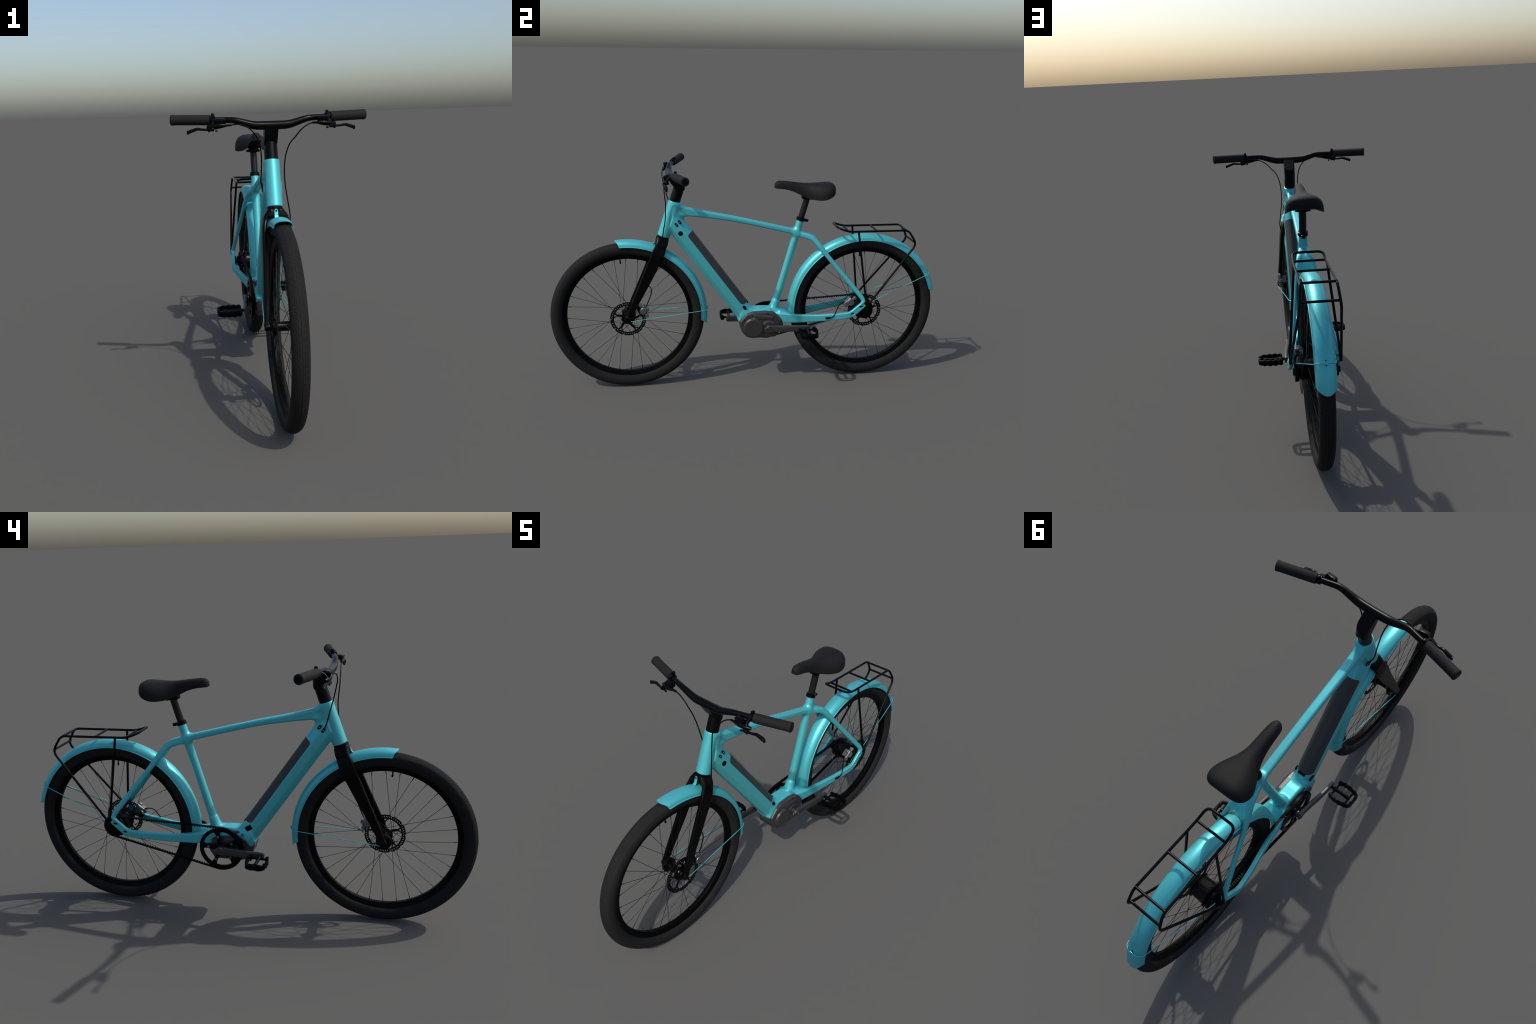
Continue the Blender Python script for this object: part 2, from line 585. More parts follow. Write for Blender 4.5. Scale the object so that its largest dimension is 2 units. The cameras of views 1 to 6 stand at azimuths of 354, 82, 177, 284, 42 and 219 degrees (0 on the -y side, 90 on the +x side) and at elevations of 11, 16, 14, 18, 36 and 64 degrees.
# battery let into the upper half of the down tube
def battery(x, y, z):
    py, pz = y - DT_M[0], z - DT_M[1]
    t = py * DT_D[0] + pz * DT_D[1]
    n = py * DT_N[0] + pz * DT_N[1]
    d = down_tube_section(np.abs(x), n) - 0.0012
    ta, tb, edge, r = -0.352, 0.1215, 0.0145, 0.022
    ta2 = ta
    r = np.where(t < 0, 0.011, 0.022)
    q1 = np.maximum(ta2 - t, t - tb) + r
    q2 = (edge - n) + r
    e = np.sqrt(np.maximum(q1, 0) ** 2 + np.maximum(q2, 0) ** 2) + np.minimum(np.maximum(q1, q2), 0) - r
    return smax(d, e, 0.0015)


BATTERY = net_object("battery", [(Field(battery, (-0.06, -0.34, 0.39), (0.06, 0.02, 0.86)), 0, '+')], 0.002, M_BATTERY, ROOT)


def dt_point(t, n, x):
    p = DT_M + DT_D * t + DT_N * n
    return V3(x, p[0], p[1])


# battery latch at its foot
g = Geo()
th = math.degrees(math.atan2(DT_D[1], DT_D[0]))
g.add(*rbox(dt_point(0.126, 0.0440, 0), (0.036, 0.014, 0.008), 0.003, rot_x(th)))
link("latch", g.mesh("latch", 40), M_DEEP, BATTERY)


def side_plate(length, width, thick, n=10):
    """stadium shaped plug lying in the y-z plane, long axis y"""
    pts = []
    for k in range(n + 1):
        a = -math.pi / 2 + math.pi * k / n
        pts.append((length / 2 - width / 2 + math.cos(a) * width / 2, math.sin(a) * width / 2))
    for k in range(n + 1):
        a = math.pi / 2 + math.pi * k / n
        pts.append((-length / 2 + width / 2 + math.cos(a) * width / 2, math.sin(a) * width / 2))
    m = len(pts)
    v = [(-thick, p[0], p[1]) for p in pts] + [(thick * 0.6, p[0], p[1]) for p in pts] + [(thick, p[0] * 0.93, p[1] * 0.85) for p in pts]
    f = [tuple(range(m)), tuple(range(2 * m, 3 * m))]
    for r in (0, m):
        for k in range(m):
            l = (k + 1) % m
            f.append((r + k, r + l, r + m + l, r + m + k))
    return v, f


def put(geo, part, c, angle):
    v, f = part
    R = rot_x(angle)
    geo.add([tuple(R @ Vector(p) + Vector(c)) for p in v], f)


# cable ports, charge port and side plugs on the down tube
PORTS = empty("port_cover", parent=ROOT)
for s in (1, -1):
    for (py, pz) in ((-0.361, 0.864), (-0.3445, 0.877)):
        g = Geo()
        put(g, side_plate(0.0225, 0.0115, 0.0018), (s * 0.0372, py, pz), th)
        o = link("cable_port", g.mesh("cable_port", 40), M_DEEP, PORTS)
        g = Geo()
        g.add(*revolve([(-0.0024 * s, 0.0026), (0.0026 * s, 0.0026), (0.0026 * s, 0.0)], 16, (s * 0.0372, py, pz)))
        link("grommet", g.mesh("grommet", 40), M_PAINT, o)
g = Geo()
g.add(*revolve([(-0.002, 0.0118), (0.0012, 0.0118), (0.0020, 0.0108), (0.0020, 0.0)], 32, (0.0388, -0.342, 0.820)))
link("charge_port", g.mesh("charge_port", 40), M_DEEP, PORTS)
g = Geo()
put(g, side_plate(0.024, 0.0150, 0.0018), (0.0395, -0.0235, 0.4165), th)
link("lock_cover", g.mesh("lock_cover", 40), M_DEEP, PORTS)
g = Geo()
g.add(*rbox((-0.0395, -0.0265, 0.4090), (0.0034, 0.0300, 0.0230), 0.0016, rot_x(th * 0.55)))
link("lock_cover", g.mesh("lock_cover", 40), M_DEEP, PORTS)
g = Geo()
g.add(*revolve([(-0.006, 0.0072), (-0.0015, 0.0072), (-0.0015, 0.0035), (0.0, 0.0035), (0.0, 0.0)], 24, (-0.0420, 0.002, 0.376)))
link("screw", g.mesh("screw", 30), M_BOLT, PORTS)

# =================================================================== motor
MOTOR = [(-0.051, 0.345), (-0.014, 0.3845), (0.020, 0.3925), (0.086, 0.3945), (0.125, 0.3895), (0.150, 0.374), (0.174, 0.345), (0.176, 0.322),
         (0.156, 0.280), (0.138, 0.2520), (0.014, 0.2485), (-0.014, 0.258), (-0.038, 0.284), (-0.049, 0.318)]
M_PR = [(prism_field(MOTOR, -0.0400, 0.0560, rnd=0.010), 0, '+'),
        (disc_field((0.0210, 0.3100), 0.0505, 0.0, 0.0670, 0.006), 0.004, '+'),
        (Bar([(0.055, 0.024, 0.3690, 0.0040, 0.010), (0.055, 0.122, 0.3580, 0.0040, 0.009)], 0.004, mirror=False), 0.006, '+'),
        (disc_field(BB, 0.034, 0.02, 0.0600, 0.006), 0.008, '+'),
        (disc_field((0.062, 0.310), 0.049, -0.0470, 0.0, 0.006), 0.006, '+')]
for k in range(5):
    zz = 0.322 - 0.013 * k
    yy = -0.0515 + (0.0, 0.001, 0.005, 0.013, 0.026)[k]
    M_PR.append((box_field((0.004, yy, zz), (0.024, 0.006, 0.0012), 0.001), 0.0, '-'))
MOT = net_object("motor", M_PR, 0.0018, M_MOTOR, ROOT)
for (py, pz) in ((-0.024, 0.350), (0.097, 0.3835), (0.165, 0.338)):
    g = Geo()
    g.add(*revolve([(-0.004, 0.0036), (0.0008, 0.0036), (0.0008, 0.0)], 16, (0.0555, py, pz)))
    link("screw", g.mesh("screw", 40), M_DEEP, MOT)

# ==================================================================== fork
F_CROWN = Bar([(0, -0.4305, 0.787, 0.029, 0.028), (0, -0.4380, 0.766, 0.038, 0.0270)], 0.018, mirror=False)
F_BLADE = Bar([(0.014, -0.434, 0.783, 0.014, 0.0240), (0.035, -0.4375, 0.762, 0.010, 0.0260), (0.0455, -0.452, 0.727, 0.0085, 0.0315), (0.0490, -0.470, 0.690, 0.0090, 0.0310),
               (0.0525, -0.513, 0.598, 0.0100, 0.0260), (0.0600, -0.580, 0.463, 0.0105, 0.0180), (0.0645, -0.612, 0.394, 0.0095, 0.0145)], 0.0075, k_inner=0.014)
F_END = Field(lambda x, y, z: disc_field((FW[1] - 0.002, FW[2]), 0.0140, 0.052, 0.0745, 0.003)(np.abs(x), y, z), (-0.1, -0.66, 0.34), (0.1, -0.57, 0.43))
FORK = net_object("fork", [(F_CROWN, 0, '+'), (F_BLADE, 0.024, '+'), (F_END, 0.008, '+')], 0.0022, M_BLACK, ROOT)
g = Geo()
a = HEAD_B - HD * 0.002
b = HEAD_B - HD * 0.0165
g.add(*sweep([(0, *HEAD_B), (0, *a), (0, *(a * 0.2 + b * 0.8)), (0, *b)], [circle(r, 48) for r in (0.0300, 0.0300, 0.0308, 0.0290)], up=(1, 0, 0)))
link("headset", g.mesh("headset", 40), M_BLACK, FORK)

# ============================================================ stem and bars
S_TOP = V3(-0.3380, 1.0560)
STEM_POLY = [(-0.3045, 1.0600), (-0.3780, 1.1180), (-0.4010, 1.1130), (-0.3990, 1.0940), (-0.3800, 1.0640), (-0.3640, 1.0440), (-0.3400, 1.020), (-0.3180, 1.030)]
spacer = cylinder_field(HEAD_T - HD * 0.004, HEAD_T + HD * 0.105, 0.0268, 0.0262)


def stem_fn(x, y, z):
    d = smin(spacer(x, y, z), prism_field(STEM_POLY, -0.0262, 0.0262, rnd=0.003)(x, y, z), 0.002)
    # slanted top plane and round back seen from above
    e = ((y + 0.3045) * 0.62 + (z - 1.0600) * 0.785)
    d = smax(d, e, 0.002)
    ay = np.maximum(y + 0.345, 0)
    back = np.sqrt(x * x + ay * ay * 0.72) - 0.0268
    hi = z - (1.022 + (y + 0.36) * 0.0)
    return np.where(hi > 0, smax(d, back, 0.002), d)


STEM = net_object("stem", [(Field(stem_fn, (-0.05, -0.43, 0.95), (0.05, -0.28, 1.15)), 0, '+')], 0.0018, M_BLACK, ROOT)

bar_pts = [(-0.378, -0.3225, 1.1385), (-0.226, -0.366, 1.1345), (-0.142, -0.3885, 1.1325), (-0.066, -0.3905, 1.1095), (0.0, -0.389, 1.1085),
           (0.066, -0.3905, 1.1095), (0.142, -0.3885, 1.1325), (0.226, -0.366, 1.1345), (0.378, -0.3225, 1.1385)]
bar_path = fillet(bar_pts, 0.020, 10)
bar_r = [float(np.interp(abs(p[0]), (0, 0.055, 0.135, 0.17, 0.4), (0.0168, 0.0165, 0.0125, 0.0112, 0.0112))) for p in bar_path]
g = Geo()
g.add(*tube(bar_path, bar_r, 24))
BARS = link("handlebar", g.mesh("handlebar", 50), M_BLACK, ROOT)

for s in (1, -1):
    a, b = V3(s * 0.229, -0.3652, 1.1346), V3(s * 0.3765, -0.3229, 1.1385)
    d = (b - a) / np.linalg.norm(b - a)
    L = np.linalg.norm(b - a)
    prof = [(0, 0.0170), (0.001, 0.0188), (0.004, 0.0193), (L - 0.014, 0.0193), (L - 0.010, 0.0198), (L - 0.007, 0.0204), (L - 0.002, 0.0204), (L, 0.0190),
            (L + 0.0004, 0.0130), (L - 0.0008, 0.0125), (L - 0.0008, 0.0112), (L + 0.0004, 0.0107), (L + 0.0006, 0.0040), (L + 0.0006, 0.0004)]
    g = Geo()
    P = [a + d * t for t, _ in prof]
    m = 40
    u = np.cross(d, V3(0, 0, 1)); u /= np.linalg.norm(u)
    w = np.cross(u, d)
    vs = [p + (u * math.cos(2 * math.pi * k / m) + w * math.sin(2 * math.pi * k / m)) * r for p, (_, r) in zip(P, prof) for k in range(m)]
    fs = [(i * m + k, i * m + (k + 1) % m, (i + 1) * m + (k + 1) % m, (i + 1) * m + k) for i in range(len(prof) - 1) for k in range(m)]
    fs += [tuple(range(m)), tuple((len(prof) - 1) * m + k for k in range(m))]
    g.add(vs, fs)
    link("grip", g.mesh("grip", 40), M_GRIP, BARS)

    # brake lever unit ------------------------------------------------
    ax = d
    g = Geo()
    c0 = V3(s * 0.2195, -0.3680, 1.1345)
    g.add(*cyl_between(c0 - ax * 0.008, c0 + ax * 0.008, 0.0165, chamfer=0.0015))
    g.add(*rbox(c0 + V3(0, 0.006, 0.0195), (0.012, 0.014, 0.012), 0.003))          # clamp screw boss on top
    g.add(*sweep(spline([c0 + V3(0, -0.012, -0.002), c0 + V3(-s * 0.002, -0.026, -0.010), c0 + V3(s * 0.004, -0.036, -0.022)], 5), rrect(0.008, 0.007, 0.003), up=(0, 0, 1)))
    body = spline([V3(s * 0.243, -0.398, 1.1085), V3(s * 0.225, -0.404, 1.1095), V3(s * 0.200, -0.409, 1.1125), V3(s * 0.178, -0.411, 1.1140), V3(s * 0.152, -0.411, 1.1145)], 5)
    br = [float(np.interp(i / (len(body) - 1), (0, 0.25, 0.55, 0.75, 0.8, 1), (0.007, 0.0105, 0.0105, 0.0075, 0.0055, 0.0042))) for i in range(len(body))]
    g.add(*tube(body, br, 14))
    unit = link("brake_lever", g.mesh("brake_lever", 40), M_BLACK, BARS)
    g = Geo()
    yaw = Matrix.Rotation(-s * 0.10, 3, 'Z') @ Matrix.Rotation(math.radians(12), 3, 'X')
    g.add(*rbox((s * 0.1945, -0.4050, 1.1290), (0.042, 0.021, 0.017), 0.0025, yaw))
    g.add(*rbox((s * 0.1945, -0.4055, 1.1380), (0.034, 0.016, 0.003), 0.001, yaw))
    link("reservoir", g.mesh("reservoir", 40), M_BLACK, unit)
    g = Geo()
    lev = spline([V3(s * 0.226, -0.415, 1.1030), V3(s * 0.240, -0.4140, 1.1005), V3(s * 0.262, -0.4100, 1.1010), V3(s * 0.279, -0.4075, 1.1035), V3(s * 0.297, -0.4050, 1.0985), V3(s * 0.3145, -0.4040, 1.0925)], 6)
    n_l = len(lev)
    g.add(*sweep(lev, [rrect(float(np.interp(i / n_l, (0, 0.3, 0.6, 0.9, 1), (0.007, 0.0042, 0.0055, 0.0062, 0.0045))),
                             float(np.interp(i / n_l, (0, 0.3, 0.6, 0.9, 1), (0.007, 0.0042, 0.0055, 0.0068, 0.0050))), 0.0028) for i in range(n_l)]))
    g.add(*cyl_between((s * 0.3155, -0.4040, 1.0985), (s * 0.3155, -0.4040, 1.0845), 0.0048, n=14, chamfer=0.0015))
    g.add(*rbox((s * 0.2300, -0.4130, 1.1000), (0.024, 0.012, 0.013), 0.003))
    g.add(*cyl_between((s * 0.214, -0.4160, 1.0965), (s * 0.206, -0.4160, 1.0945), 0.0042, n=12, chamfer=0.001))
    g.add(*cyl_between((s * 0.238, -0.4150, 1.106), (s * 0.238, -0.4150, 1.0905), 0.0038, n=12, chamfer=0.001))
    link("lever_blade", g.mesh("lever_blade", 40), M_BLACK, unit)

# hoses
HOSE = {
    "p": [(0.156, -0.411, 1.1150), (0.133, -0.412, 1.1060), (0.108, -0.414, 1.0880), (0.087, -0.4155, 1.0640), (0.066, -0.416, 1.041), (0.052, -0.414, 1.008), (0.045, -0.411, 0.972),
          (0.0425, -0.412, 0.930), (0.044, -0.416, 0.885), (0.048, -0.424, 0.845), (0.0530, -0.431, 0.805), (0.0565, -0.441, 0.770), (0.0520, -0.455, 0.735)],
    "n": [(-0.156, -0.411, 1.1145), (-0.125, -0.419, 1.1160), (-0.101, -0.423, 1.1080), (-0.083, -0.424, 1.0960), (-0.066, -0.423, 1.0760), (-0.055, -0.418, 1.0560), (-0.046, -0.410, 1.022),
          (-0.0425, -0.399, 0.980), (-0.0430, -0.387, 0.936), (-0.0445, -0.375, 0.893), (-0.0355, -0.3620, 0.8650)],
    "rear": [(0.0880, 0.4020, 0.3600), (0.0965, 0.4160, 0.3620), (0.0980, 0.4340, 0.3710), (0.0920, 0.4490, 0.3950), (0.0820, 0.4640, 0.4220), (0.0690, 0.4850, 0.4330), (0.060, 0.500, 0.434)],
    "front": [(0.0500, -0.507, 0.556), (0.0530, -0.496, 0.546), (0.0560, -0.4950, 0.522), (0.0570, -0.506, 0.490), (0.0560, -0.516, 0.466), (0.055, -0.522, 0.452)],
}
for k, pts in HOSE.items():
    g = Geo()
    g.add(*tube(spline(pts, 8), 0.0025, 10))
    link("brake_hose", g.mesh("brake_hose", 60), M_DEEP, ROOT)
g = Geo()
g.add(*sweep(spline([(0.0890, 0.394, 0.3585), (0.0920, 0.405, 0.3595), (0.0955, 0.419, 0.362)], 5), rrect(0.0048, 0.0048, 0.003)))
link("hose_grommet", g.mesh("hose_grommet", 50), M_DEEP, ROOT)
g = Geo()
g.add(*tube(spline([(0.020, 0.470, 0.034), (0.019, 0.486, 0.026), (0.018, 0.495, 0.008), (0.018, 0.508, 0.002), (0.019, 0.521, 0.007), (0.020, 0.531, 0.022), (0.019, 0.555, 0.016), (0.018, 0.575, 0.003), (0.018, 0.592, 0.003), (0.018, 0.600, 0.012)], 6), 0.0011, 8))
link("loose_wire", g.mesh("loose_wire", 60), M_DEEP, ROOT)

# ========================================================= seat post, saddle
SA, SD = V3(0.2685, 0.8735), V3(0.2698, 0.9629)
SN = V3(SD[1], -SD[0])


def seat_pt(t, n=0.0, x=0.0):
    p = SA + SD * t + SN * n
    return V3(x, p[0], p[1])


g = Geo()
g.add(*sweep([seat_pt(-0.02), seat_pt(0.095), seat_pt(0.110)], [circle(r, 40) for r in (0.0158, 0.0158, 0.0150)], up=(1, 0, 0)))
POST = link("seat_post", g.mesh("seat_post", 40), M_POST, ROOT)
g = Geo()
g.add(*sweep([seat_pt(-0.011), seat_pt(-0.0095), seat_pt(0.0055), seat_pt(0.007)], [circle(r, 48) for r in (0.0210, 0.0225, 0.0225, 0.0195)], up=(1, 0, 0)))
g.add(*rbox(seat_pt(-0.002, 0.0290), (0.018, 0.022, 0.014), 0.003, rot_x(-16)))
link("seat_clamp", g.mesh("seat_clamp", 40), M_BLACK, POST)
g = Geo()
g.add(*rbox((0, 0.297, 0.984), (0.044, 0.052, 0.020), 0.005, rot_x(-4)))
g.add(*rbox((0, 0.300, 0.998), (0.052, 0.036, 0.008), 0.003, rot_x(-2)))
g.add(*cyl_between((-0.032, 0.315, 0.980), (0.032, 0.315, 0.980), 0.006, n=14, chamfer=0.001))
link("saddle_clamp", g.mesh("saddle_clamp", 40), M_DEEP, POST)

# stations: y, half width, top z, side edge z, roundness
ST = [(0.1315, 0.006, 1.0500, 1.0370, 2.2), (0.1335, 0.0115, 1.0570, 1.0335, 2.3), (0.1385, 0.0165, 1.0630, 1.0325, 2.4), (0.147, 0.0200, 1.0672, 1.0320, 2.6), (0.160, 0.0222, 1.0685, 1.0310, 2.8),
      (0.188, 0.0245, 1.0668, 1.0275, 3.0), (0.222, 0.0265, 1.0630, 1.0175, 3.0), (0.250, 0.0295, 1.0590, 1.0045, 2.9), (0.275, 0.0350, 1.0562, 0.9930, 2.8), (0.300, 0.0450, 1.0548, 0.9840, 2.7),
      (0.325, 0.0590, 1.0545, 0.9790, 2.7), (0.350, 0.0720, 1.0552, 0.9780, 2.7), (0.372, 0.0790, 1.0562, 0.9795, 2.8), (0.392, 0.0800, 1.0568, 0.9845, 2.9), (0.409, 0.0765, 1.0565, 0.9920, 3.0),
      (0.422, 0.0690, 1.0540, 1.0000, 3.0), (0.4315, 0.0560, 1.0490, 1.0080, 3.0), (0.4370, 0.0380, 1.0430, 1.0180, 2.8)]
STA = spline([V3(*s) for s in ST], 4)
nu = 28
vs, fs = [], []
for (y, w, zt, zb, e) in STA:
    ring = []
    for k in range(nu + 1):
        a = math.pi * k / nu
        cx, sx = math.cos(a), math.sin(a)
        x = w * math.copysign(abs(cx) ** (2 / e), cx)
        z = zb + (zt - zb) * abs(sx) ** (2 / (e * 0.92))
        ring.append((x, y, z))
    low = 0.013 * min(1.0, max(0.0, (y - 0.15) / 0.06)) * min(1.0, max(0.0, (0.43 - y) / 0.03))
    for q, zz in ((-0.90, 0.35), (-0.6, 0.9), (0, 1.0), (0.6, 0.9), (0.90, 0.35)):
        ring.append((w * q, y, zb + low * zz))
    vs += ring
m = nu + 6
for i in range(len(STA) - 1):
    for k in range(m):
        l = (k + 1) % m
        fs.append((i * m + k, i * m + l, (i + 1) * m + l, (i + 1) * m + k))
fs.append(tuple(range(m)))
fs.append(tuple((len(STA) - 1) * m + k for k in range(m)))
SADDLE = link("saddle", mesh_from("saddle", vs, fs, 50), M_SADDLE, ROOT)
for s in (1, -1):
    g = Geo()
    g.add(*tube(fillet([(s * 0.008, 0.190, 1.038), (s * 0.019, 0.262, 1.004), (s * 0.022, 0.340, 0.996), (s * 0.034, 0.400, 1.020)], 0.03), 0.0036, 10))
    link("saddle_rail", g.mesh("saddle_rail", 60), M_DEEP, SADDLE)

# ================================================================== wheels
NSEG = 1760


def groove_depth(ang, x):
    """tread: one centre line, slanted sipes and short lengthwise cuts on both shoulders"""
    ax = np.abs(x)
    dep = np.where(ax < 0.0011, 1.0, 0.0)
    pitch = 2 * math.pi / 110
    ph = ang / pitch + np.where(x > 0, 0.5, 0.0)
    sl = ph + (ax - 0.012) * 48.0
    fr = sl - np.floor(sl)
    cut = (np.minimum(fr, 1 - fr) < 0.060) & (ax > 0.0065) & (ax < 0.0215)
    fr2 = ph - np.floor(ph)
    lng = ((np.abs(ax - 0.0095) < 0.0008) & (fr2 > 0.22) & (fr2 < 0.80)) | ((np.abs(ax - 0.0165) < 0.0008) & (fr2 > 0.05) & (fr2 < 0.62))
    cross = (np.abs(fr2 - 0.5) < 0.05) & (ax > 0.0095) & (ax < 0.0165)
    return np.maximum(dep, np.where(cut | lng | cross, 1.0, 0.0))


def tyre_mesh():
    cr, rr, rx = 0.3552, 0.0300, 0.0310          # section centre radius and half sizes
    side = [(0.0160, 0.3265), (0.0210, 0.3296), (0.0262, 0.3360), (0.0293, 0.3430), (0.0307, 0.3510), (0.0307, 0.3580), (0.0296, 0.3645), (0.0277, 0.3698), (0.0250, 0.3742)]
    n_side = len(side)
    tread_x = np.arange(-0.0225, 0.02251, 0.00085)
    prof = [(-x, r) for x, r in side] + [(x, cr + rr * math.sqrt(1 - (abs(x) / rx) ** 2)) for x in tread_x] + side[::-1]
    prof = np.array(prof)
    m = len(prof)
    ang = np.arange(NSEG) * 2 * math.pi / NSEG
    A, X = np.meshgrid(ang, prof[:, 0], indexing='ij')
    R = np.repeat(prof[None, :, 1], NSEG, 0)
    tread = np.zeros(m, bool)
    tread[n_side:-n_side] = True
    dep = groove_depth(A, X) * 0.0017 * tread[None]
    R = R - dep
    verts = np.stack([X, R * np.cos(A), R * np.sin(A)], -1).reshape(-1, 3)
    i = np.arange(NSEG)[:, None]
    j = (i + 1) % NSEG
    k = np.arange(m)[None]
    l = (k + 1) % m
    faces = np.stack([i * m + k, i * m + l, j * m + l, j * m + k], -1).reshape(-1, 4)
    me = bpy.data.meshes.new("tyre")
    me.from_pydata(verts.tolist(), [], faces.tolist())
    bm = bmesh.new()
    bm.from_mesh(me)
    bmesh.ops.recalc_face_normals(bm, faces=bm.faces)
    bm.to_mesh(me)
    bm.free()
    me.shade_smooth()
    return me


ME_TYRE = tyre_mesh()
g = Geo()
g.add(*revolve([(-0.0095, 0.3052), (-0.0070, 0.3035), (0.0070, 0.3035), (0.0095, 0.3052), (0.0140, 0.3200), (0.0165, 0.3278), (0.0155, 0.3284), (0.0110, 0.3270),
                (-0.0110, 0.3270), (-0.0155, 0.3284), (-0.0165, 0.3278), (-0.0140, 0.3200)], 160, closed=True))
ME_RIM = g.mesh("rim", 30)


def spoke_mesh(flange_r, flange_x, lean):
    a = math.radians(lean)
    p0 = V3(flange_x, flange_r * math.sin(a), flange_r * math.cos(a))
    p1 = V3(flange_x * 0.05, 0, 0.3022)
    d = p1 - p0
    g = Geo()
    g.add(*tube([p0, p0 + d * 0.5, p0 + d * 0.955], 0.00105, 6))
    g.add(*tube([p0 + d * 0.950, p1], 0.0019, 6))
    return g.mesh("spoke", 60)


def rotor_mesh(R=0.0878, arms=5, thick=0.0018):
    na, radii = 400, np.concatenate([np.linspace(0.016, 0.068, 14), np.linspace(0.0705, 1.0 * 0.0878, 9)])
    nr = len(radii)
    A = np.arange(na) * 2 * math.pi / na
    keep = np.zeros((na, nr - 1), bool)
    for i in range(na):
        a = (i + 0.5) * 2 * math.pi / na
        for k in range(nr - 1):
            r = 0.5 * (radii[k] + radii[k + 1])
            if r > 0.0700:                                   # brake band with slots
                ph = (a * 50 / (2 * math.pi) + (r - 0.079) * 60) % 1.0
                grp = (a * arms * 2 / (2 * math.pi)) % 1.0
                slot = abs(r - 0.0800) < 0.0034 and 0.28 < ph < 0.66 and 0.08 < grp < 0.92
                keep[i, k] = not slot
            elif r < 0.0275:
                keep[i, k] = True
            else:                                            # slanted arms that fork at the band
                on = False
                for j in range(arms):
                    base = j * 2 * math.pi / arms + (r - 0.0275) * 6.0
                    da = (a - base + math.pi) % (2 * math.pi) - math.pi
                    w = da * r
                    if r < 0.056:
                        on |= abs(w) < 0.0060
                    else:
                        sp = (r - 0.056) * 0.75
                        on |= abs(abs(w) - sp) < 0.0036
                keep[i, k] = on
    verts, faces = [], []
    for s in (-thick / 2, thick / 2):
        for i in range(na):
            wob = 0.0013 if (A[i] * arms * 2 / (2 * math.pi)) % 1.0 < 0.80 else -0.0015
            for k, r in enumerate(radii):
                rr = r + (wob if k == nr - 1 else 0)
                verts.append((s, rr * math.cos(A[i]), rr * math.sin(A[i])))
    off = na * nr
    q = lambda i, k: (i % na) * nr + k
    for i in range(na):
        for k in range(nr - 1):
            if not keep[i, k]:
                continue
            f = (q(i, k), q(i, k + 1), q(i + 1, k + 1), q(i + 1, k))
            faces.append(f)
            faces.append(tuple(off + t for t in f[::-1]))
            for (di, dk, e) in ((-1, 0, (f[0], f[1])), (1, 0, (f[2], f[3])), (0, -1, (f[3], f[0])), (0, 1, (f[1], f[2]))):
                kk = k + dk
                if kk < 0 or kk >= nr - 1 or not keep[(i + di) % na, kk]:
                    faces.append((e[1], e[0], off + e[0], off + e[1]))
    used = sorted({t for f in faces for t in f})
    mp = {t: n for n, t in enumerate(used)}
    return mesh_from("brake_disc", [verts[t] for t in used], [tuple(mp[t] for t in f) for f in faces], 30)


ME_ROTOR = rotor_mesh()
g = Geo()
g.add(*cyl_between((0, 0, 0.304), (0, 0, 0.290), 0.0030, n=12))
g.add(*tube([(0, 0, 0.291), (0, 0, 0.288), (0, 0, 0.281), (0, 0, 0.2785)], [0.0030, 0.0042, 0.0042, 0.0025], 12))
ME_VALVE = g.mesh("valve", 40)

HUB = {
    "front": [(-0.056, 0.009), (-0.056, 0.0150), (-0.0500, 0.0170), (-0.0490, 0.0290), (-0.0465, 0.0330), (-0.0360, 0.0340), (-0.0335, 0.0320), (-0.029, 0.0205), (-0.018, 0.0180), (0.018, 0.0180),
              (0.026, 0.0205), (0.0300, 0.0320), (0.0350, 0.0335), (0.0375, 0.0260), (0.0480, 0.0210), (0.0540, 0.0160), (0.0560, 0.009)],
    "rear": [(-0.088, 0.008), (-0.088, 0.0140), (-0.074, 0.0140), (-0.073, 0.026), (-0.066, 0.030), (-0.0640, 0.0430), (-0.0600, 0.0450), (-0.0460, 0.0455), (-0.0455, 0.0360), (-0.0400, 0.0360), (-0.0390, 0.0520),
             (-0.0360, 0.0560), (-0.0320, 0.0560), (-0.0290, 0.0500), (-0.0220, 0.0485), (0.0240, 0.0460), (0.0300, 0.0475), (0.0330, 0.0540), (0.0370, 0.0540), (0.0400, 0.0460), (0.0480, 0.036), (0.0600, 0.034), (0.0660, 0.030),
             (0.0680, 0.018), (0.080, 0.014), (0.088, 0.013), (0.088, 0.008)],
}
